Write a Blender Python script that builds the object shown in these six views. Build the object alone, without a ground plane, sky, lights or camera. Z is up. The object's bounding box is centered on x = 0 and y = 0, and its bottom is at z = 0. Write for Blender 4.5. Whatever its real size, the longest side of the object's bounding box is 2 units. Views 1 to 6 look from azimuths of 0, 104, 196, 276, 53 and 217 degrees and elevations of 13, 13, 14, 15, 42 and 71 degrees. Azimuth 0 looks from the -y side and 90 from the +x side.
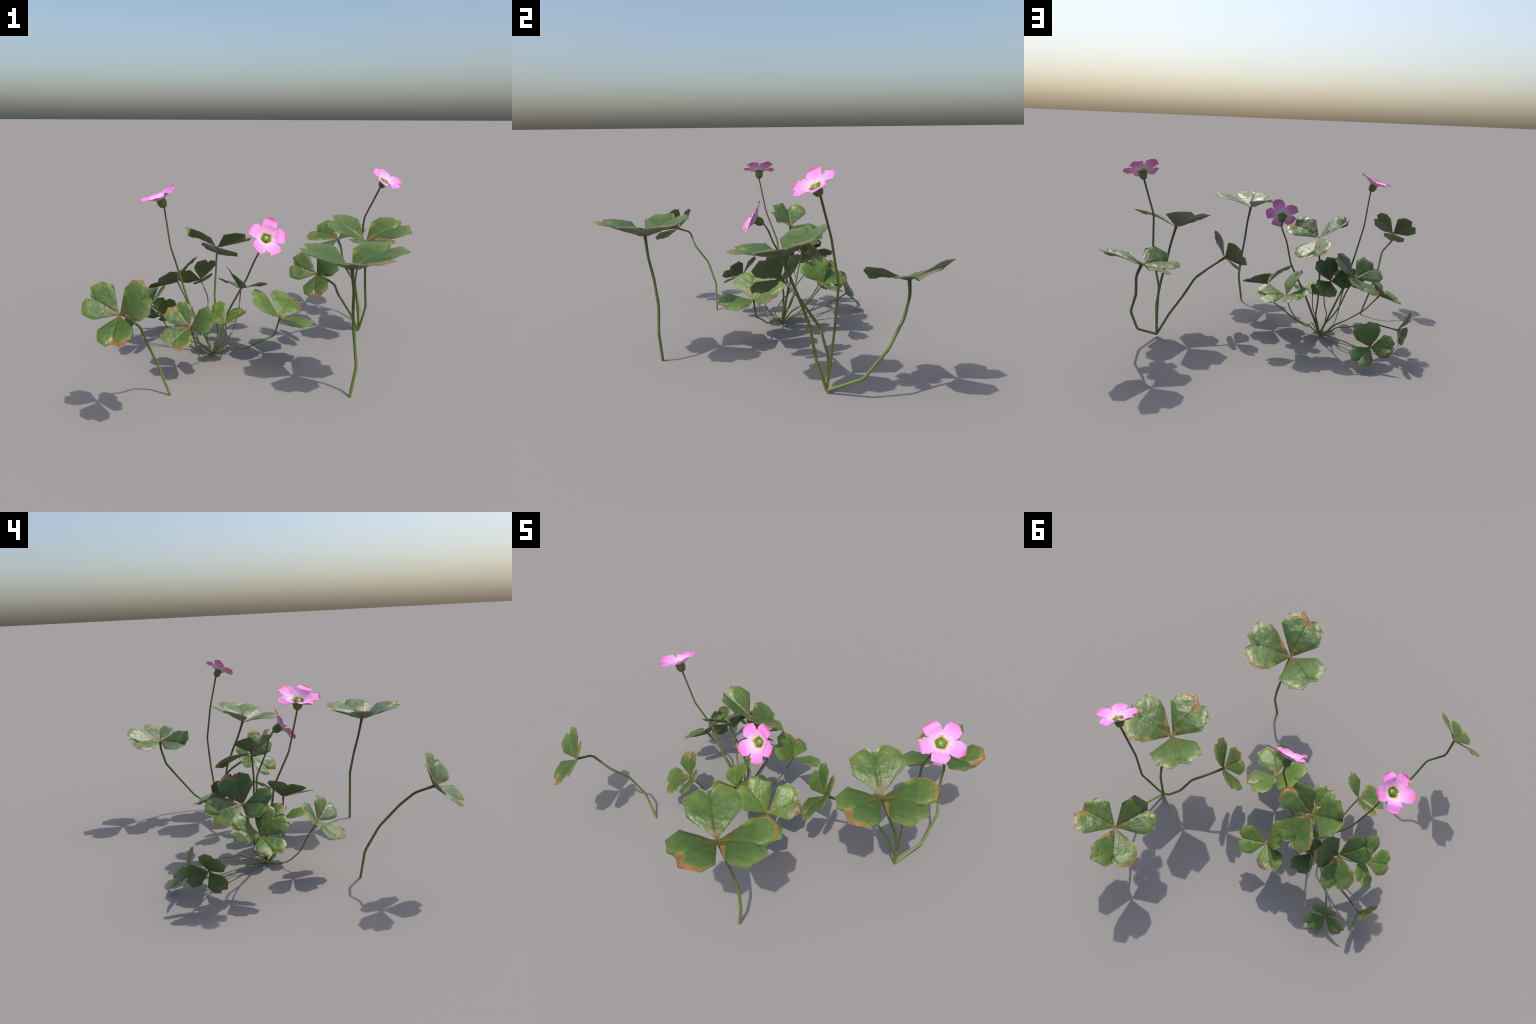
"""Wood sorrel group: two flowering clumps and two single leaf sprigs, built part by part."""
import bpy, bmesh, math, random
from mathutils import Vector, Matrix, Quaternion, noise

random.seed(7)
for o in list(bpy.data.objects):
    bpy.data.objects.remove(o)

# --------------------------------------------------------------------------
# Design data: leaflet outlines (x across, y along the midrib, z normal)
# listed from the base round one side to the notch and back on the other side
# --------------------------------------------------------------------------
LEAFLETS = {
    'p': dict(azimuth=154.73, rise=23.1, roll=-1.1,
              left=[(-0.1232, 0.1195, 0.019), (-0.131, 0.214, 0.0052), (-0.0424, 0.2633, -0.0112)],
              notch=(0.0, 0.2334, -0.0111),
              right=[(0.1429, 0.1431, 0.0208), (0.1247, 0.2287, 0.002), (0.0491, 0.2752, -0.014)]),
    't': dict(azimuth=-81.34, rise=22.89, roll=-0.84,
              left=[(-0.1404, 0.1485, 0.019), (-0.1371, 0.2218, 0.0027), (-0.0561, 0.2709, -0.0138)],
              notch=(0.0, 0.2369, -0.0076),
              right=[(0.1214, 0.1225, 0.021), (0.1043, 0.2111, 0.001), (0.0392, 0.2544, -0.0097)]),
    'e': dict(azimuth=28.86, rise=22.99, roll=1.13,
              left=[(-0.1305, 0.1156, 0.0241), (-0.1569, 0.1914, 0.0131), (-0.1142, 0.2575, -0.0072), (-0.039, 0.2747, -0.0143)],
              notch=(0.0, 0.2413, -0.0093),
              right=[(0.1148, 0.1046, 0.0141), (0.1507, 0.1572, 0.0189), (0.1464, 0.2392, -0.0001), (0.0441, 0.2802, -0.014)]),
}

# every leaf: size, place of the joint, axis-angle turn; young leaves bend their leaflets
LEAVES = {
    'A': dict(size=0.6541, at=(-0.6450, -0.8395, 0.5493), turn=(0.8927, -0.1601, -0.2144)),
    'B': dict(size=1.0010, at=(0.4023, -0.5943, 0.6934), turn=(0.0011, -0.0002, 0.0001)),
    'C1': dict(size=0.9979, at=(0.6148, 0.2128, 0.6602), turn=(0.2143, 0.0457, -0.1768)),
    'C2': dict(size=0.6536, at=(0.3129, 0.1316, 0.4731), turn=(0.9365, -0.4712, -0.3473)),
    'C3': dict(size=0.8351, at=(0.5271, 0.7950, 0.5575), turn=(-0.1365, -0.3562, 1.6802),
               bend=((-0.161, 0.013, 0.028), (0.309, -0.020, -0.049), (-0.148, 0.007, 0.021)), keel=(0.026, 0.026, 0.015)),
    'M1': dict(size=0.7698, at=(-0.2809, 0.0685, 0.6526), turn=(-0.3142, 0.4333, 0.9232),
               bend=((0.196, -0.193, -0.114), (-0.120, -0.083, 0.033), (-0.076, 0.276, 0.081)), keel=(0.045, 0.026, 0.011)),
    'M2': dict(size=0.7164, at=(-0.5225, 0.1024, 0.4311), turn=(-0.6567, -0.2859, 1.5267)),
    'M3': dict(size=0.5997, at=(-0.4048, -0.2855, 0.2904), turn=(0.6080, 0.9265, -2.5921)),
    'X2': dict(size=0.4590, at=(-0.8130, 0.2505, 0.1907), turn=(0.6737, -1.6348, -0.8373)),
    'X3': dict(size=0.5132, at=(-0.3937, 0.1957, 0.4201), turn=(-0.3062, -0.8604, -1.1493)),
    'S1': dict(size=0.7781, at=(0.0882, -0.0783, 0.2737), turn=(0.5629, -0.1175, 2.7114), look='fresh'),
    'S2': dict(size=0.6372, at=(-0.1484, 0.2986, 0.3298), turn=(-0.5354, -0.3606, -2.4441), look='fresh',
               bend=((0.205, 0.057, 0.142), (0.116, 0.160, 0.105), (-0.321, -0.217, -0.247)), keel=(0.0, 0.012, 0.0)),
    'S3': dict(size=0.5970, at=(-0.6703, 0.0107, 0.3120), turn=(0.5356, -0.4750, -1.0392), look='fresh'),
    'S4': dict(size=0.5406, at=(-0.2249, -0.0851, 0.2400), turn=(-0.0634, -0.2643, 1.8907), look='fresh',
               bend=((0.194, 0.059, 0.127), (0.129, 0.162, 0.097), (-0.323, -0.221, -0.224)), keel=(0.0, 0.012, 0.0)),
    'X1': dict(size=0.5121, at=(-0.6797, 0.3832, 0.1146), turn=(-0.6065, -0.8971, -1.4543), look='fresh'),
}

FLOWERS = {
    'F3': dict(size=1.0, at=(-0.0069, -0.0376, 0.7098), turn=(0.8156, 0.7435, -0.8821)),
    'F1': dict(size=0.958, at=(0.7288, 0.4014, 0.9675), turn=(-0.1988, 0.7169, -1.9979)),
    'F2': dict(size=0.978, at=(-0.5385, -0.1956, 0.9236), turn=(0.3557, -0.2180, -1.5678)),
}

# stalk spines (knots between base and joint) and radii at base and top
STALKS = {
    'A': (0.0068, 0.0062, [(-0.491, -0.505, 0.000), (-0.544, -0.523, 0.173), (-0.582, -0.589, 0.321), (-0.590, -0.687, 0.437), (-0.656, -0.748, 0.521)]),
    'B': (0.0080, 0.0078, [(0.433, -0.515, 0.000), (0.458, -0.519, 0.166), (0.441, -0.519, 0.318), (0.425, -0.544, 0.458), (0.419, -0.575, 0.583)]),
    'C1': (0.0078, 0.0075, [(0.641, 0.429, 0.012), (0.669, 0.378, 0.184), (0.653, 0.348, 0.331), (0.638, 0.298, 0.453), (0.632, 0.251, 0.558)]),
    'C2': (0.0076, 0.0072, [(0.641, 0.429, 0.012), (0.557, 0.423, 0.155), (0.484, 0.371, 0.272), (0.447, 0.292, 0.362), (0.379, 0.219, 0.423)]),
    'C3': (0.0076, 0.0076, [(0.641, 0.429, 0.012), (0.672, 0.605, 0.104), (0.648, 0.713, 0.251), (0.573, 0.778, 0.381), (0.556, 0.801, 0.492)]),
    'F1': (0.0070, 0.0056, [(0.641, 0.429, 0.012), (0.626, 0.446, 0.170), (0.606, 0.460, 0.334), (0.633, 0.477, 0.542), (0.645, 0.441, 0.767)]),
    'F2': (0.0072, 0.0042, [(-0.307, 0.008, 0.003), (-0.376, 0.004, 0.174), (-0.441, -0.035, 0.341), (-0.485, -0.062, 0.519), (-0.521, -0.146, 0.707)]),
    'F3': (0.0075, 0.0046, [(-0.307, 0.008, 0.003), (-0.214, 0.067, 0.264), (-0.107, 0.063, 0.463), (-0.058, 0.007, 0.592), (-0.014, -0.013, 0.675)]),
    'M1': (0.0055, 0.0055, [(-0.307, 0.008, 0.003), (-0.275, 0.022, 0.118), (-0.293, 0.059, 0.234), (-0.299, 0.067, 0.363), (-0.289, 0.062, 0.504)]),
    'S1': (0.0042, 0.0050, [(-0.307, 0.008, 0.003), (-0.217, 0.003, 0.057), (-0.122, -0.045, 0.058), (-0.037, -0.061, 0.111), (0.056, -0.075, 0.158)]),
    'S2': (0.0034, 0.0036, [(-0.307, 0.008, 0.003), (-0.238, -0.045, 0.057), (-0.230, 0.058, 0.060), (-0.184, 0.149, 0.127), (-0.157, 0.229, 0.228)]),
    'S4': (0.0028, 0.0030, [(-0.307, 0.008, 0.003), (-0.286, -0.033, 0.042), (-0.264, -0.065, 0.085), (-0.233, -0.084, 0.128), (-0.224, -0.091, 0.182)]),
    'M3': (0.0034, 0.0040, [(-0.307, 0.008, 0.003), (-0.344, -0.052, 0.010), (-0.373, -0.118, 0.040), (-0.385, -0.183, 0.103), (-0.391, -0.228, 0.195)]),
    'M2': (0.0048, 0.0044, [(-0.307, 0.008, 0.003), (-0.337, 0.036, 0.081), (-0.390, 0.058, 0.149), (-0.437, 0.074, 0.231), (-0.473, 0.084, 0.329)]),
    'X3': (0.0032, 0.0034, [(-0.307, 0.008, 0.003), (-0.323, -0.049, 0.056), (-0.343, -0.003, 0.144), (-0.340, 0.076, 0.227), (-0.346, 0.145, 0.324)]),
    'S3': (0.0042, 0.0040, [(-0.307, 0.008, 0.003), (-0.362, -0.002, 0.030), (-0.403, 0.042, 0.089), (-0.492, 0.057, 0.147), (-0.589, 0.047, 0.218)]),
    'X2': (0.0046, 0.0042, [(-0.307, 0.008, 0.003), (-0.395, 0.054, 0.056), (-0.433, 0.150, 0.115), (-0.542, 0.179, 0.149), (-0.663, 0.210, 0.197)]),
    'X1': (0.0044, 0.0040, [(-0.307, 0.008, 0.003), (-0.400, 0.105, 0.036), (-0.503, 0.162, 0.035), (-0.580, 0.234, 0.044), (-0.636, 0.310, 0.074)]),
}

# flower: petal rims in the flower's own frame (z along its axis), clockwise
PETALS = [
    [(0.0626, 0.0425, 0.073), (0.1028, 0.0402, 0.0711), (0.1113, 0.0025, 0.0815), (0.1038, -0.031, 0.0767), (0.0796, -0.0371, 0.0769)],
    [(0.0706, -0.0417, 0.0794), (0.0775, -0.0771, 0.0806), (0.0489, -0.0978, 0.0964), (0.0097, -0.0992, 0.0888), (-0.0073, -0.0771, 0.0887)],
    [(-0.0313, -0.0755, 0.0815), (-0.0625, -0.0873, 0.0691), (-0.0935, -0.0637, 0.076), (-0.0996, -0.0248, 0.0699), (-0.077, -0.0033, 0.0762)],
    [(-0.0826, 0.0113, 0.0787), (-0.1047, 0.0398, 0.0824), (-0.0851, 0.0822, 0.0904), (-0.0548, 0.09, 0.0829), (-0.0257, 0.0736, 0.0812)],
    [(-0.0179, 0.084, 0.0858), (0.0108, 0.1071, 0.0844), (0.0396, 0.1021, 0.0826), (0.0701, 0.0782, 0.0745), (0.0629, 0.0478, 0.0843)],
]
PETAL_ANGLES = [3.0, -66.0, -141.0, 147.0, 72.0]
PETAL_SEAMS = [-31.0, -106.0, -180.0, 109.0, 35.5]   # seam after each petal, going clockwise


# --------------------------------------------------------------------------
# Node helpers
# --------------------------------------------------------------------------
class Nodes:
    def __init__(self, name):
        self.mat = bpy.data.materials.new(name)
        self.mat.use_nodes = True
        self.nt = self.mat.node_tree
        self.nt.nodes.clear()
        self.out = self.nt.nodes.new('ShaderNodeOutputMaterial')
        self.bsdf = self.nt.nodes.new('ShaderNodeBsdfPrincipled')
        self.link(self.bsdf.outputs[0], self.out.inputs[0])

    def link(self, a, b):
        self.nt.links.new(a, b)

    def put(self, sock, v):
        if hasattr(v, 'is_output'):
            self.link(v, sock)
        else:
            sock.default_value = v

    def math(self, op, a, b=None, c=None, clamp=False):
        n = self.nt.nodes.new('ShaderNodeMath')
        n.operation = op
        n.use_clamp = clamp
        for s, v in zip(n.inputs, (a, b, c)):
            if v is not None:
                self.put(s, v)
        return n.outputs[0]

    def vmath(self, op, a, b=None, scale=None):
        n = self.nt.nodes.new('ShaderNodeVectorMath')
        n.operation = op
        self.put(n.inputs[0], a)
        if b is not None:
            self.put(n.inputs[1], b)
        if scale is not None:
            self.put(n.inputs['Scale'], scale)
        return n.outputs['Value'] if op in ('LENGTH', 'DOT_PRODUCT', 'DISTANCE') else n.outputs['Vector']

    def step(self, v, lo, hi):
        """smooth mask: 1 at or below lo, 0 at or above hi"""
        n = self.nt.nodes.new('ShaderNodeMapRange')
        n.interpolation_type = 'SMOOTHSTEP'
        self.put(n.inputs[0], v)
        n.inputs[1].default_value = lo
        n.inputs[2].default_value = hi
        n.inputs[3].default_value = 1.0
        n.inputs[4].default_value = 0.0
        return n.outputs[0]

    def mix(self, fac, a, b, blend='MIX'):
        n = self.nt.nodes.new('ShaderNodeMix')
        n.data_type = 'RGBA'
        n.blend_type = blend
        self.put(n.inputs[0], fac)
        self.put(n.inputs[6], a)
        self.put(n.inputs[7], b)
        return n.outputs[2]

    def ramp(self, fac, stops):
        n = self.nt.nodes.new('ShaderNodeValToRGB')
        el = n.color_ramp.elements
        while len(el) < len(stops):
            el.new(0.5)
        for e, (p, c) in zip(el, stops):
            e.position = p
            e.color = (*c, 1.0)
        self.put(n.inputs[0], fac)
        return n.outputs[0]

    def noise(self, vec, scale, detail=3.0, rough=0.5, dist=0.0):
        n = self.nt.nodes.new('ShaderNodeTexNoise')
        self.put(n.inputs['Vector'], vec)
        n.inputs['Scale'].default_value = scale
        n.inputs['Detail'].default_value = detail
        n.inputs['Roughness'].default_value = rough
        n.inputs['Distortion'].default_value = dist
        return n.outputs[0]

    def coords(self, which='Object'):
        return self.nt.nodes.new('ShaderNodeTexCoord').outputs[which]

    def split(self, vec):
        n = self.nt.nodes.new('ShaderNodeSeparateXYZ')
        self.put(n.inputs[0], vec)
        return n.outputs

    def join(self, x, y, z=0.0):
        n = self.nt.nodes.new('ShaderNodeCombineXYZ')
        for s, v in zip(n.inputs, (x, y, z)):
            self.put(s, v)
        return n.outputs[0]

    def scale3(self, vec, s):
        return self.vmath('MULTIPLY', vec, s)

    def seg_distance(self, p, a, b):
        """distance from p to the segment a-b (2D points, z ignored)"""
        ax, ay = a
        dx, dy = b[0] - ax, b[1] - ay
        l2 = dx * dx + dy * dy
        pa = self.vmath('SUBTRACT', p, (ax, ay, 0.0))
        t = self.math('DIVIDE', self.vmath('DOT_PRODUCT', pa, (dx, dy, 0.0)), l2, clamp=True)
        foot = self.vmath('SCALE', (dx, dy, 0.0), scale=t)
        return self.vmath('DISTANCE', pa, foot)

    def line_distance(self, p, pts):
        d = None
        for a, b in zip(pts[:-1], pts[1:]):
            s = self.seg_distance(p, a, b)
            d = s if d is None else self.math('MINIMUM', d, s)
        return d

    def bump(self, height, strength, dist):
        n = self.nt.nodes.new('ShaderNodeBump')
        n.inputs['Strength'].default_value = strength
        n.inputs['Distance'].default_value = dist
        self.put(n.inputs['Height'], height)
        self.link(n.outputs[0], self.bsdf.inputs['Normal'])


def lerp2(a, b, t):
    return (a[0] + (b[0] - a[0]) * t, a[1] + (b[1] - a[1]) * t)


def xy(p):
    return (p[0], p[1])


def rounded(corners, rounds=4):
    """soft closed curve drawn inside a polygon by corner cutting (notch and base kept)"""
    pts = [(Vector(c[:2]), keep) for c, keep in corners]
    for _ in range(rounds):
        new = []
        for i, (p, keep) in enumerate(pts):
            if keep:
                new.append((p, True))
            else:
                a, b = pts[i - 1][0], pts[(i + 1) % len(pts)][0]
                new += [(p.lerp(a, 0.25), False), (p.lerp(b, 0.25), False)]
        pts = new
    return [p for p, _ in pts]


def heart_curve(kind, rounds):
    """rounded heart drawn inside the angular leaflet, its notch cut deeper"""
    d = LEAFLETS[kind]
    n = d['notch']
    corners = [((0, 0), True)] + [(c, False) for c in d['left']] + [((0.0, n[1] * 0.84), True)] + [(c, False) for c in reversed(d['right'])]
    return rounded(corners, rounds)


RUST = (0.255, 0.122, 0.038, 1)
RUST_DARK = (0.17, 0.060, 0.018, 1)
HALO = (0.165, 0.205, 0.026, 1)


def leaf_material(kind, look):
    """glossy leaflet: green gradient, pale midrib, flecks, withered rims"""
    N = Nodes(f'{look}_leaflet_{kind}')
    d = LEAFLETS[kind]
    co = N.coords()
    x, y, z = N.split(co)
    p = N.join(x, y)
    seed = {'p': 3.1, 't': 17.7, 'e': 41.3}[kind] + (60.0 if look == 'fresh' else 0.0)
    q = N.vmath('ADD', p, (seed, seed * 0.37, 0.0))
    ax = N.math('ABSOLUTE', x)
    r = N.vmath('LENGTH', p)
    soft = N.noise(q, 13.0, 2.0)
    rr = N.math('ADD', N.math('DIVIDE', r, 0.29), N.math('MULTIPLY', N.math('SUBTRACT', soft, 0.5), 0.30))
    if look == 'fresh':
        stops = [(0.0, (0.11, 0.075, 0.012)), (0.07, (0.115, 0.14, 0.016)), (0.25, (0.088, 0.150, 0.016)),
                 (0.55, (0.068, 0.136, 0.017)), (0.8, (0.118, 0.182, 0.032)), (1.0, (0.150, 0.205, 0.044))]
    else:
        stops = [(0.0, (0.085, 0.050, 0.010)), (0.10, (0.085, 0.082, 0.012)), (0.28, (0.053, 0.095, 0.013)),
                 (0.52, (0.049, 0.101, 0.016)), (0.78, (0.090, 0.143, 0.028)), (1.0, (0.132, 0.178, 0.038))]
    col = N.ramp(rr, stops)
    # olive-brown flush at the joint, spreading along the midrib
    flush = N.math('MULTIPLY', N.step(ax, 0.004, 0.045), N.step(y, 0.02, 0.12))
    col = N.mix(N.math('MULTIPLY', flush, 0.45), col, (0.095, 0.078, 0.012, 1))
    # pale midrib
    wander = N.math('ADD', ax, N.math('MULTIPLY', N.math('SUBTRACT', soft, 0.5), 0.006))
    rib = N.math('MULTIPLY', N.step(wander, 0.0004, 0.0075), N.step(y, 0.10, 0.215))
    col = N.mix(N.math('MULTIPLY', rib, 0.42 if look == 'fresh' else 0.20), col, (0.19, 0.235, 0.045, 1))
    # fine veins fanning from the base
    ang = N.math('ARCTAN2', x, N.math('ADD', y, 0.02))
    vein = N.noise(N.join(N.math('MULTIPLY', ang, 16.0), N.math('MULTIPLY', r, 16.0), seed), 1.0, 4.0, 0.6)
    col = N.mix(N.math('MULTIPLY', N.math('SUBTRACT', vein, 0.4), 0.9, clamp=True), col, N.mix(1.0, col, (0.62, 0.72, 0.66, 1), 'MULTIPLY'))
    # brown flecks in loose groups
    stretch = N.scale3(q, (1.0, 1.35, 1.0))
    fleck = N.noise(stretch, 78.0, 2.0, 0.55)
    group = N.noise(q, 16.0, 1.0)
    spots = N.math('MULTIPLY', N.math('SUBTRACT', 1.0, N.step(fleck, 0.58, 0.66)), N.math('SUBTRACT', 1.0, N.step(group, 0.44, 0.56)))
    col = N.mix(N.math('MULTIPLY', spots, 0.72 if look == 'aged' else 0.45), col, (0.062, 0.036, 0.014, 1))
    # dry, uneven patches
    patch = N.noise(q, 26.0, 4.0, 0.6, 0.6)
    col = N.mix(N.math('MULTIPLY', N.math('SUBTRACT', 1.0, N.step(patch, 0.48, 0.70)), 0.35), col, (0.120, 0.118, 0.026, 1))
    col = N.mix(N.math('MULTIPLY', N.step(patch, 0.30, 0.47), 0.30), col, (0.030, 0.068, 0.010, 1))
    # withered rims
    wob = N.noise(q, 55.0, 3.0)
    wob = N.math('MULTIPLY', N.math('SUBTRACT', wob, 0.5), 0.016)
    L, R, n = d['left'], d['right'], d['notch']
    # ambient occlusion painted as a dark line around the swollen lobes
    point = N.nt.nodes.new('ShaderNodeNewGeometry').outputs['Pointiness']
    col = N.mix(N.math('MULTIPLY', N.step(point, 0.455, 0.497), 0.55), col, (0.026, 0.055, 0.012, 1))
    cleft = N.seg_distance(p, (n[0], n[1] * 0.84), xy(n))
    col = N.mix(N.math('MULTIPLY', N.step(cleft, 0.002, 0.009), 0.45), col, (0.022, 0.045, 0.012, 1))  # crevice shade of the notch groove, darkened into the green

    def wither(col, pts, width, halo, fac=1.0, colour=RUST):
        for _ in range(2 if kind == 't' else 1):
            soft_pts = [pts[0]]
            for a, b in zip(pts[:-1], pts[1:]):
                soft_pts += [lerp2(a, b, 0.25), lerp2(a, b, 0.75)]
            pts = soft_pts + [pts[-1]]
        dist = N.math('ADD', N.line_distance(p, pts), wob)
        col = N.mix(N.math('MULTIPLY', N.step(dist, width, width + halo), 0.75 * fac), col, HALO)
        core = N.step(dist, width - 0.003, width + 0.003)
        rust = N.mix(N.math('MULTIPLY', N.math('SUBTRACT', 1.0, N.step(N.noise(N.scale3(q, (1.0, 1.0, 1.0)), 48.0, 4.0, 0.6, 1.2), 0.50, 0.66)), 0.65), colour, RUST_DARK)
        return N.mix(N.math('MULTIPLY', core, fac), col, rust)

    if look == 'aged' and kind == 't':
        tip, side = xy(L[2]), xy(L[1])
        col = wither(col, [lerp2(tip, side, 0.80), tip, lerp2(tip, xy(n), 0.55), lerp2(xy(n), (0, 0), 0.10)], 0.017, 0.012)
    if look == 'aged' and kind == 'e':
        a = lerp2(xy(L[0]), xy(L[1]), 0.45)
        col = wither(col, [a, xy(L[1]), xy(L[2]), lerp2(xy(L[2]), xy(L[3]), 0.75)], 0.0095, 0.008)
        b0, b1 = lerp2((0, 0), xy(R[0]), 0.46), lerp2((0, 0), xy(R[0]), 0.92)
        col = wither(col, [(b0[0] - 0.006, b0[1] + 0.006), lerp2(b0, b1, 0.45), (b1[0] + 0.006, b1[1] - 0.004)], 0.0125, 0.006)
        spot = N.vmath('DISTANCE', p, (*lerp2((0, 0), xy(L[0]), 0.86), 0.0))
        col = N.mix(N.math('MULTIPLY', N.step(N.math('ADD', spot, wob), 0.008, 0.042), 0.7), col, (0.24, 0.25, 0.03, 1))
        col = N.mix(N.math('MULTIPLY', N.step(N.math('ADD', spot, wob), 0.002, 0.014), 0.55), col, (0.30, 0.17, 0.04, 1))
    if look == 'fresh' and kind == 't':
        dist = N.math('ADD', N.line_distance(p, [xy(R[2]), xy(R[1]), lerp2(xy(R[1]), xy(R[0]), 0.3)]), N.math('MULTIPLY', wob, 1.4))
        col = N.mix(N.math('MULTIPLY', N.step(dist, 0.002, 0.085), 0.80), col, (0.115, 0.070, 0.030, 1))
        col = N.mix(N.math('MULTIPLY', N.step(dist, 0.0, 0.022), 0.7), col, (0.15, 0.085, 0.020, 1))
    if look == 'fresh' and kind == 'p':
        dist = N.line_distance(p, [(n[0] + 0.003, n[1] - 0.012), lerp2(xy(n), xy(R[2]), 0.55)])
        col = N.mix(N.step(N.math('ADD', dist, N.math('MULTIPLY', wob, 0.4)), 0.004, 0.009), col, (0.26, 0.075, 0.02, 1))
    # underside mixed toward a greyer green
    geo = N.nt.nodes.new('ShaderNodeNewGeometry')
    nz = N.split(N.coords('Normal'))[2]
    under = N.step(nz, -0.05, 0.05)
    col = N.mix(N.math('MULTIPLY', under, 0.30), col, (0.085, 0.105, 0.045, 1))
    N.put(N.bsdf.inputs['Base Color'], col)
    N.put(N.bsdf.inputs['Roughness'], N.math('ADD', N.math('MULTIPLY', vein, 0.30), 0.24))
    N.bsdf.inputs['Specular IOR Level'].default_value = 0.5
    grain = N.math('ADD', N.math('MULTIPLY', N.noise(q, 70.0, 4.0, 0.6), 0.6), N.math('MULTIPLY', vein, 0.8))
    N.bump(grain, 0.45, 0.006)
    return N.mat


def stalk_material():
    N = Nodes('sorrel_stalk')
    co = N.coords()
    gz = N.split(N.coords('Generated'))[2]
    mott = N.noise(co, 9.0, 4.0)
    f = N.math('ADD', gz, N.math('MULTIPLY', N.math('SUBTRACT', mott, 0.5), 0.5))
    col = N.ramp(f, [(0.0, (0.150, 0.200, 0.030)), (0.35, (0.115, 0.170, 0.027)), (0.75, (0.075, 0.112, 0.020)), (1.0, (0.058, 0.068, 0.016))])
    streak = N.noise(N.scale3(co, (1.0, 1.0, 0.35)), 60.0, 3.0)
    col = N.mix(N.step(streak, 0.34, 0.40), col, (0.105, 0.060, 0.022, 1))
    N.put(N.bsdf.inputs['Base Color'], col)
    N.bsdf.inputs['Roughness'].default_value = 0.5
    N.bump(N.noise(co, 90.0, 3.0), 0.25, 0.003)
    return N.mat


def petal_material(spotted):
    N = Nodes('withered_petal' if spotted else 'pink_petal')
    x, y, z = N.split(N.coords())
    p = N.join(x, y)
    rnd = N.nt.nodes.new('ShaderNodeObjectInfo').outputs['Random']
    q = N.vmath('ADD', p, N.join(N.math('MULTIPLY', rnd, 9.0), 0.0, 0.0))
    stre = N.noise(N.scale3(q, (1.0, 0.12, 1.0)), 190.0, 3.0, 0.6)
    f = N.math('ADD', N.math('DIVIDE', y, 0.085), N.math('MULTIPLY', N.math('SUBTRACT', stre, 0.5), 0.62))
    col = N.ramp(f, [(0.0, (0.74, 0.46, 0.64)), (0.16, (0.74, 0.42, 0.66)), (0.46, (0.71, 0.265, 0.63)), (0.8, (0.69, 0.215, 0.57)), (1.0, (0.66, 0.165, 0.43))])
    # darker rim
    ex = N.math('POWER', N.math('DIVIDE', N.math('ABSOLUTE', x), 0.045), 4.0)
    ey = N.math('POWER', N.math('DIVIDE', N.math('ABSOLUTE', N.math('SUBTRACT', y, 0.030)), 0.056), 4.0)
    rim = N.math('ADD', ex, N.math('MULTIPLY', ey, N.math('GREATER_THAN', y, 0.03)))
    rim = N.math('SUBTRACT', 1.0, N.step(rim, 0.40, 1.3))
    col = N.mix(N.math('MULTIPLY', rim, 0.75), col, (0.66, 0.10, 0.26, 1))
    # freckles
    fr = N.noise(q, 150.0, 2.0)
    col = N.mix(N.math('MULTIPLY', N.math('SUBTRACT', 1.0, N.step(fr, 0.56, 0.66)), 0.55), col, (0.66, 0.14, 0.28, 1))
    if spotted:
        wob = N.math('MULTIPLY', N.math('SUBTRACT', N.noise(q, 130.0, 2.0), 0.5), 0.016)
        dd = N.math('ADD', N.vmath('DISTANCE', p, (0.037, 0.066, 0.0)), wob)
        col = N.mix(N.step(dd, 0.0105, 0.0135), col, (0.55, 0.38, 0.26, 1))
        col = N.mix(N.step(dd, 0.0095, 0.0115), col, (0.33, 0.165, 0.055, 1))
    # yellow-green claw
    col = N.mix(N.step(y, 0.0015, 0.0065), col, (0.42, 0.33, 0.035, 1))
    N.put(N.bsdf.inputs['Base Color'], col)
    N.bsdf.inputs['Roughness'].default_value = 0.55
    N.bsdf.inputs['Specular IOR Level'].default_value = 0.35
    N.bump(stre, 0.25, 0.003)
    return N.mat


def calyx_material():
    N = Nodes('green_calyx')
    co = N.coords()
    x, y, z = N.split(co)
    m = N.noise(co, 45.0, 3.0)
    col = N.ramp(m, [(0.3, (0.058, 0.110, 0.014)), (0.55, (0.100, 0.160, 0.022)), (0.75, (0.075, 0.085, 0.020))])
    r = N.vmath('LENGTH', N.join(x, y))
    lip = N.math('MULTIPLY', N.math('SUBTRACT', 1.0, N.step(z, 0.046, 0.053)), N.math('SUBTRACT', 1.0, N.step(r, 0.025, 0.031)))
    col = N.mix(lip, col, (0.40, 0.32, 0.035, 1))
    N.put(N.bsdf.inputs['Base Color'], col)
    N.bsdf.inputs['Roughness'].default_value = 0.5
    N.bump(m, 0.3, 0.004)
    return N.mat


def ovary_material():
    N = Nodes('green_ovary')
    m = N.noise(N.coords(), 60.0, 3.0)
    N.put(N.bsdf.inputs['Base Color'], N.ramp(m, [(0.3, (0.085, 0.165, 0.018)), (0.7, (0.140, 0.230, 0.035))]))
    N.bsdf.inputs['Roughness'].default_value = 0.35
    return N.mat


MAT_STALK = stalk_material()
MAT_PETAL = petal_material(False)
MAT_PETAL_SPOT = petal_material(True)
MAT_CALYX = calyx_material()
MAT_OVARY = ovary_material()
MAT_LEAF = {(k, l): leaf_material(k, l) for k in 'pte' for l in ('aged', 'fresh')}


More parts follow.
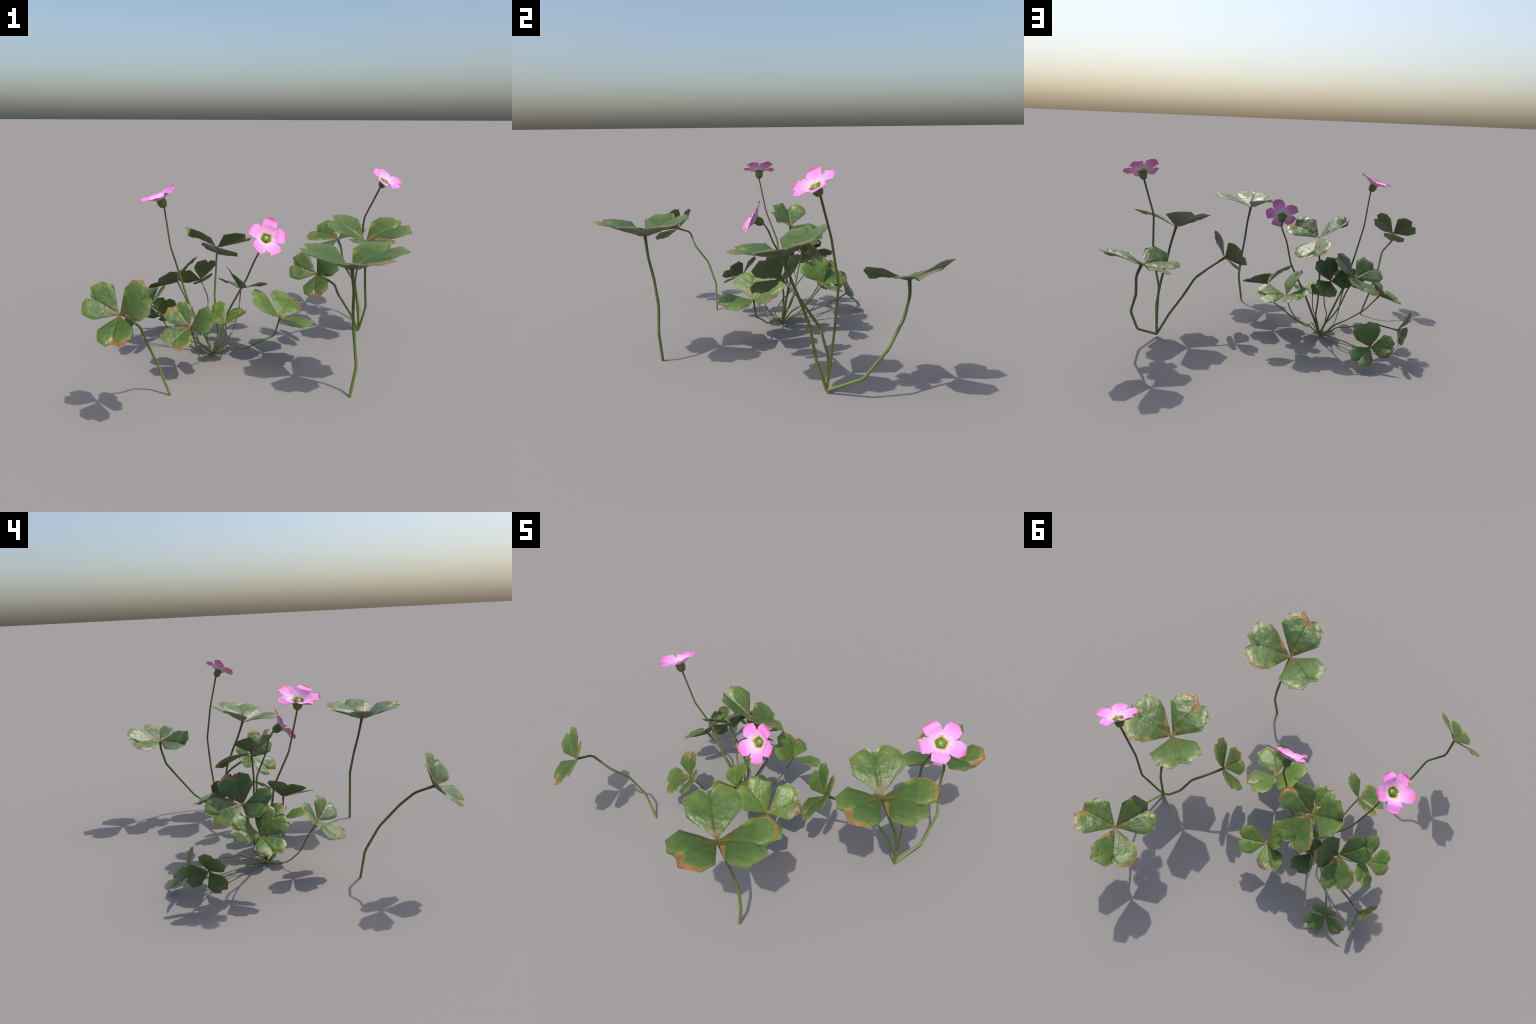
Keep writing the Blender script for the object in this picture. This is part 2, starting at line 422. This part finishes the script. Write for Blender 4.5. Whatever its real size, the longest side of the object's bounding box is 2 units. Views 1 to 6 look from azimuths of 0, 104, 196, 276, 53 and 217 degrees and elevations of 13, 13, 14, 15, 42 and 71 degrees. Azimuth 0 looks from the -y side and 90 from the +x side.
# --------------------------------------------------------------------------
# Geometry helpers
# --------------------------------------------------------------------------
def resample(pts, count):
    """points along a polyline, every corner kept"""
    seg = [(b - a).length for a, b in zip(pts[:-1], pts[1:])]
    total = sum(seg)
    share = [max(1, round(count * s / total)) for s in seg]
    share[share.index(max(share))] += count - sum(share)
    out = [pts[0].copy()]
    for a, b, k in zip(pts[:-1], pts[1:], share):
        for i in range(1, k + 1):
            out.append(a.lerp(b, i / k))
    return out


def curve_distance(poly, px, py):
    """signed distance to a closed 2D curve, positive inside"""
    best, inside, j = 1e9, False, len(poly) - 1
    for i in range(len(poly)):
        ax, ay = poly[j]
        bx, by = poly[i]
        dx, dy = bx - ax, by - ay
        t = ((px - ax) * dx + (py - ay) * dy) / (dx * dx + dy * dy + 1e-12)
        t = min(1.0, max(0.0, t))
        best = min(best, (px - ax - t * dx) ** 2 + (py - ay - t * dy) ** 2)
        if (ay > py) != (by > py) and px < (bx - ax) * (py - ay) / (by - ay) + ax:
            inside = not inside
        j = i
    return math.sqrt(best) * (1 if inside else -1)


def finish(bm, name, mat, thickness=0.0, sharp=50):
    bmesh.ops.remove_doubles(bm, verts=bm.verts, dist=1e-5)
    if thickness:
        geom = bm.faces[:]
        bmesh.ops.recalc_face_normals(bm, faces=geom)
        bm.normal_update()
        if sum((f.normal.z * f.calc_area() for f in bm.faces)) < 0:
            bmesh.ops.reverse_faces(bm, faces=bm.faces[:])
        bmesh.ops.solidify(bm, geom=bm.faces[:], thickness=thickness)
        bmesh.ops.recalc_face_normals(bm, faces=bm.faces[:])
    me = bpy.data.meshes.new(name)
    bm.to_mesh(me)
    bm.free()
    for f in me.polygons:
        f.use_smooth = True
    me.set_sharp_from_angle(angle=math.radians(sharp))
    me.materials.append(mat)
    return me


def leaflet_mesh(kind, look, keel):
    d = LEAFLETS[kind]
    base, notch = Vector((0, 0, 0)), Vector(d['notch'])
    notch.z -= keel
    heart = heart_curve(kind, 4)
    seed = ord(kind) * 1.7
    bm = bmesh.new()
    NT, NS = 76, 26
    for side in (d['left'], d['right']):
        edge = resample([base] + [Vector(c) for c in side] + [notch], NT)
        rows = []
        for i, e in enumerate(edge):
            m = base.lerp(notch, min(1.0, (i / NT) ** 0.9))
            row = []
            for j in range(NS + 1):
                s = j / NS
                v = m.lerp(e, s)
                # gentle cupping of each half between midrib and rim
                w = (e - m).length
                v.z += -0.06 * w * math.sin(math.pi * s) * 0.5
                inside = curve_distance(heart, v.x, v.y)
                # swollen lobes inside the rounded heart, flat corner flaps outside
                puff = 0.0150 * (1 - math.exp(-max(0.0, inside) / 0.020))
                rib = 0.0045 * math.exp(-(v.x / 0.009) ** 2) * min(1.0, v.y / 0.05)
                crumple = 0.0026 * noise.noise(Vector((v.x * 24, v.y * 24, seed))) + 0.0010 * noise.noise(Vector((v.x * 62, v.y * 62, seed + 9)))
                hold = min(1.0, v.length / 0.03)
                v.z += (puff - rib + crumple - 0.007) * hold
                row.append(bm.verts.new(v))
            rows.append(row)
        for r0, r1 in zip(rows[:-1], rows[1:]):
            for j in range(NS):
                try:
                    bm.faces.new((r0[j], r0[j + 1], r1[j + 1], r1[j]))
                except ValueError:
                    pass
    bmesh.ops.remove_doubles(bm, verts=bm.verts, dist=1e-5)
    bmesh.ops.dissolve_degenerate(bm, edges=bm.edges[:], dist=1e-6)
    return finish(bm, f'{look}_leaflet', MAT_LEAF[(kind, look)], thickness=0.0022)


def tube_mesh(spine, r0, r1, flare, name):
    """a stalk: straight segments with eased kinks, slightly irregular, capped"""
    pts = [spine[0]]
    for a, b, c in zip(spine[:-2], spine[1:-1], spine[2:]):
        cut = min(0.012, 0.25 * (b - a).length, 0.25 * (c - b).length)
        pts.append(b + (a - b).normalized() * cut)
        pts.append(b + (c - b).normalized() * cut)
    pts.append(spine[-1])
    dense = [pts[0]]
    for a, b in zip(pts[:-1], pts[1:]):
        k = max(1, int((b - a).length / 0.03))
        dense += [a.lerp(b, i / k) for i in range(1, k + 1)]
    total = sum((b - a).length for a, b in zip(dense[:-1], dense[1:]))
    bm = bmesh.new()
    ring0, run, up = None, 0.0, Vector((0.31, 0.95, 0.05))
    NR = 9
    for i, p in enumerate(dense):
        a, b = dense[max(0, i - 1)], dense[min(len(dense) - 1, i + 1)]
        t = (b - a).normalized()
        side = t.cross(up).normalized()
        up = side.cross(t)
        if i:
            run += (p - dense[i - 1]).length
        f = run / total
        r = r0 + (r1 - r0) * f
        r *= 1 + 0.10 * noise.noise(Vector((f * 9, r0 * 900, 0.0)))
        if f > 0.95:
            r *= 1 + flare * (f - 0.95) / 0.05
        ring = [bm.verts.new(p + (side * math.cos(g) + up * math.sin(g)) * r) for g in (2 * math.pi * k / NR for k in range(NR))]
        if ring0:
            for k in range(NR):
                bm.faces.new((ring0[k], ring0[(k + 1) % NR], ring[(k + 1) % NR], ring[k]))
        else:
            bm.faces.new(list(reversed(ring)))
        ring0 = ring
    bm.faces.new(ring0)
    bmesh.ops.recalc_face_normals(bm, faces=bm.faces[:])
    return finish(bm, name, MAT_STALK, sharp=60)


def petal_frame(i):
    g = math.radians(PETAL_ANGLES[i])
    out = Vector((math.cos(g), math.sin(g), 0))
    mid = (Vector(PETALS[i][2]) + Vector(PETALS[i][1]) + Vector(PETALS[i][3])) / 3
    root = out * 0.027 + Vector((0, 0, 0.0525))
    yv = (mid - root).normalized()
    xv = yv.cross(Vector((0, 0, 1))).normalized()
    zv = xv.cross(yv)
    m = Matrix((xv, yv, zv)).transposed().to_4x4()
    m.translation = root
    return m


def petal_mesh(i):
    frame = petal_frame(i)
    inv = frame.inverted()
    rim = [Vector(c) for c in PETALS[i]]

    # neighbours share a seam up to mid length, each a touch over the next
    ga, ge = (math.radians(PETAL_SEAMS[i - 1] + 1.5), math.radians(PETAL_SEAMS[i] - 1.5))

    def seam(ang, r, z):
        return Vector((r * math.cos(ang), r * math.sin(ang), z))
    first = resample([seam(ga, 0.0305, 0.0535), seam(ga, 0.054, 0.0675), rim[0], rim[1], rim[2]], 22)
    last = resample([seam(ge, 0.0305, 0.0530), seam(ge, 0.054, 0.0660), rim[4], rim[3], rim[2]], 22)
    bm = bmesh.new()
    rows, NS = [], 14
    for k, (a, b) in enumerate(zip(first, last)):
        a, b = inv @ a, inv @ b
        row = []
        for j in range(NS + 1):
            s = j / NS
            v = a.lerp(b, s)
            w = (a - b).length
            v.z -= 0.10 * w * math.sin(math.pi * s) * (1 - k / 22)
            v.z += 0.0012 * noise.noise(Vector((v.x * 60 + i * 7, v.y * 30, 1.5))) + 0.0006 * math.sin(v.x * 420 + i)
            row.append(bm.verts.new(v))
        rows.append(row)
    for r0, r1 in zip(rows[:-1], rows[1:]):
        for j in range(NS):
            try:
                bm.faces.new((r0[j], r0[j + 1], r1[j + 1], r1[j]))
            except ValueError:
                pass
    bmesh.ops.remove_doubles(bm, verts=bm.verts, dist=1e-5)
    bmesh.ops.dissolve_degenerate(bm, edges=bm.edges[:], dist=1e-6)
    return finish(bm, 'petal', MAT_PETAL_SPOT if i == 0 else MAT_PETAL, thickness=0.0014)


def lathe_mesh(profile, name, mat, lobes=0.0, segs=30):
    bm = bmesh.new()
    rings = []
    for r, z in profile:
        if r < 1e-6:
            rings.append([bm.verts.new((0, 0, z))])
        else:
            rings.append([bm.verts.new((r * (1 + lobes * math.cos(5 * a)) * math.cos(a), r * (1 + lobes * math.cos(5 * a)) * math.sin(a), z))
                          for a in (2 * math.pi * k / segs for k in range(segs))])
    for a, b in zip(rings[:-1], rings[1:]):
        for k in range(segs):
            k2 = (k + 1) % segs
            if len(a) == 1:
                bm.faces.new((a[0], b[k], b[k2]))
            elif len(b) == 1:
                bm.faces.new((a[k], a[k2], b[0]))
            else:
                bm.faces.new((a[k], a[k2], b[k2], b[k]))
    bmesh.ops.recalc_face_normals(bm, faces=bm.faces[:])
    return finish(bm, name, mat, sharp=55)


LEAFLET_MESHES = {}


def get_leaflet(kind, look, keel):
    key = (kind, look, round(keel, 4))
    if key not in LEAFLET_MESHES:
        LEAFLET_MESHES[key] = leaflet_mesh(*key)
    return LEAFLET_MESHES[key]


PETAL_MESHES = [petal_mesh(i) for i in range(5)]
CALYX_MESH = lathe_mesh([(0, -0.001), (0.008, 0.000), (0.0150, 0.004), (0.0205, 0.011), (0.0245, 0.021), (0.0262, 0.032), (0.0250, 0.039),
                         (0.0232, 0.0415), (0.0245, 0.0455), (0.0285, 0.0505), (0.0315, 0.0520), (0.0305, 0.0525), (0.0280, 0.0500), (0.0245, 0.0465), (0.0, 0.0440)],
                        'calyx', MAT_CALYX, lobes=0.02)
OVARY_MESH = lathe_mesh([(0, 0.040), (0.0205, 0.043), (0.0205, 0.048), (0.0175, 0.0535), (0.0115, 0.0575), (0.005, 0.0592), (0, 0.0595)], 'ovary', MAT_OVARY, lobes=0.03)


def add(name, mesh, parent, matrix=None):
    o = bpy.data.objects.new(name, mesh)
    bpy.context.scene.collection.objects.link(o)
    o.parent = parent
    if matrix is not None:
        o.matrix_basis = matrix
    return o


def turn_matrix(v):
    v = Vector(v)
    return Quaternion(v.normalized(), v.length).to_matrix() if v.length > 1e-9 else Matrix.Identity(3)


def leaflet_rest(kind):
    """local leaflet axes inside the leaf (before bending)"""
    d = LEAFLETS[kind]
    az, rise, roll = (math.radians(d[k]) for k in ('azimuth', 'rise', 'roll'))
    y = Vector((math.cos(rise) * math.cos(az), math.cos(rise) * math.sin(az), math.sin(rise)))
    flat = Vector((math.sin(az), -math.cos(az), 0.0))
    lift = y.cross(flat) * -1.0
    # x is level sideways, tipped by the roll
    k = math.sin(roll) / math.cos(rise)
    x = (flat * math.sqrt(max(0.0, 1 - k * k)) + lift * k)
    z = x.cross(y)
    if z.z < 0:
        z = -z
    return Matrix((x, y, z)).transposed()


def build_stalk(key, plant, name, tip):
    r0, r1, knots = STALKS[key]
    base = Vector(plant.location)
    spine = [Vector(k) - base for k in knots] + [Vector(tip) - base]
    leafy = name == 'leaf_stalk'
    return add(name, tube_mesh(spine, r0, r1, 0.30 if leafy else 0.05, name), plant)


def build_leaf(key, plant):
    d = LEAVES[key]
    stalk = build_stalk(key, plant, 'leaf_stalk', d['at'])
    rot = turn_matrix(d['turn'])
    for i, kind in enumerate('pte'):
        m = leaflet_rest(kind)
        if 'bend' in d:
            m = turn_matrix(d['bend'][i]) @ m
        m = (rot @ m).to_4x4() @ Matrix.Scale(d['size'], 4)
        m.translation = Vector(d['at']) - Vector(plant.location) + rot @ Vector((0, 0, 0.002 * d['size']))
        add('leaflet', get_leaflet(kind, d.get('look', 'aged'), d.get('keel', (0, 0, 0))[i]), stalk, m)


def build_flower(key, plant):
    d = FLOWERS[key]
    stalk = build_stalk(key, plant, 'flower_stalk', d['at'])
    m = turn_matrix(d['turn']).to_4x4() @ Matrix.Scale(d['size'], 4)
    m.translation = Vector(d['at']) - Vector(plant.location)
    add('calyx', CALYX_MESH, stalk, m)
    add('ovary', OVARY_MESH, stalk, m)
    for i in range(5):
        add('petal', PETAL_MESHES[i], stalk, m @ petal_frame(i))


def build_plant(name, label, category, base, leaves, flowers=()):
    e = bpy.data.objects.new(name, None)
    e.empty_display_size = 0.1
    bpy.context.scene.collection.objects.link(e)
    e.location = base
    e['label'] = label
    e['category'] = category
    for k in leaves:
        build_leaf(k, e)
    for k in flowers:
        build_flower(k, e)
    return e


build_plant('wood_sorrel_plant', 'dense wood sorrel clump with ten clover leaves and two pink flowers', 'flowering plant',
            (-0.307, 0.008, 0.0), ('M1', 'M2', 'M3', 'X1', 'X2', 'X3', 'S1', 'S2', 'S3', 'S4'), ('F2', 'F3'))
build_plant('wood_sorrel_plant', 'wood sorrel with three large clover leaves and one pink flower', 'flowering plant',
            (0.641, 0.429, 0.0), ('C1', 'C2', 'C3'), ('F1',))
build_plant('wood_sorrel_sprig', 'single large clover leaf on an upright green stalk', 'leaf', (0.433, -0.515, 0.0), ('B',))
build_plant('wood_sorrel_sprig', 'single small clover leaf on a leaning green stalk', 'leaf', (-0.491, -0.505, 0.0), ('A',))
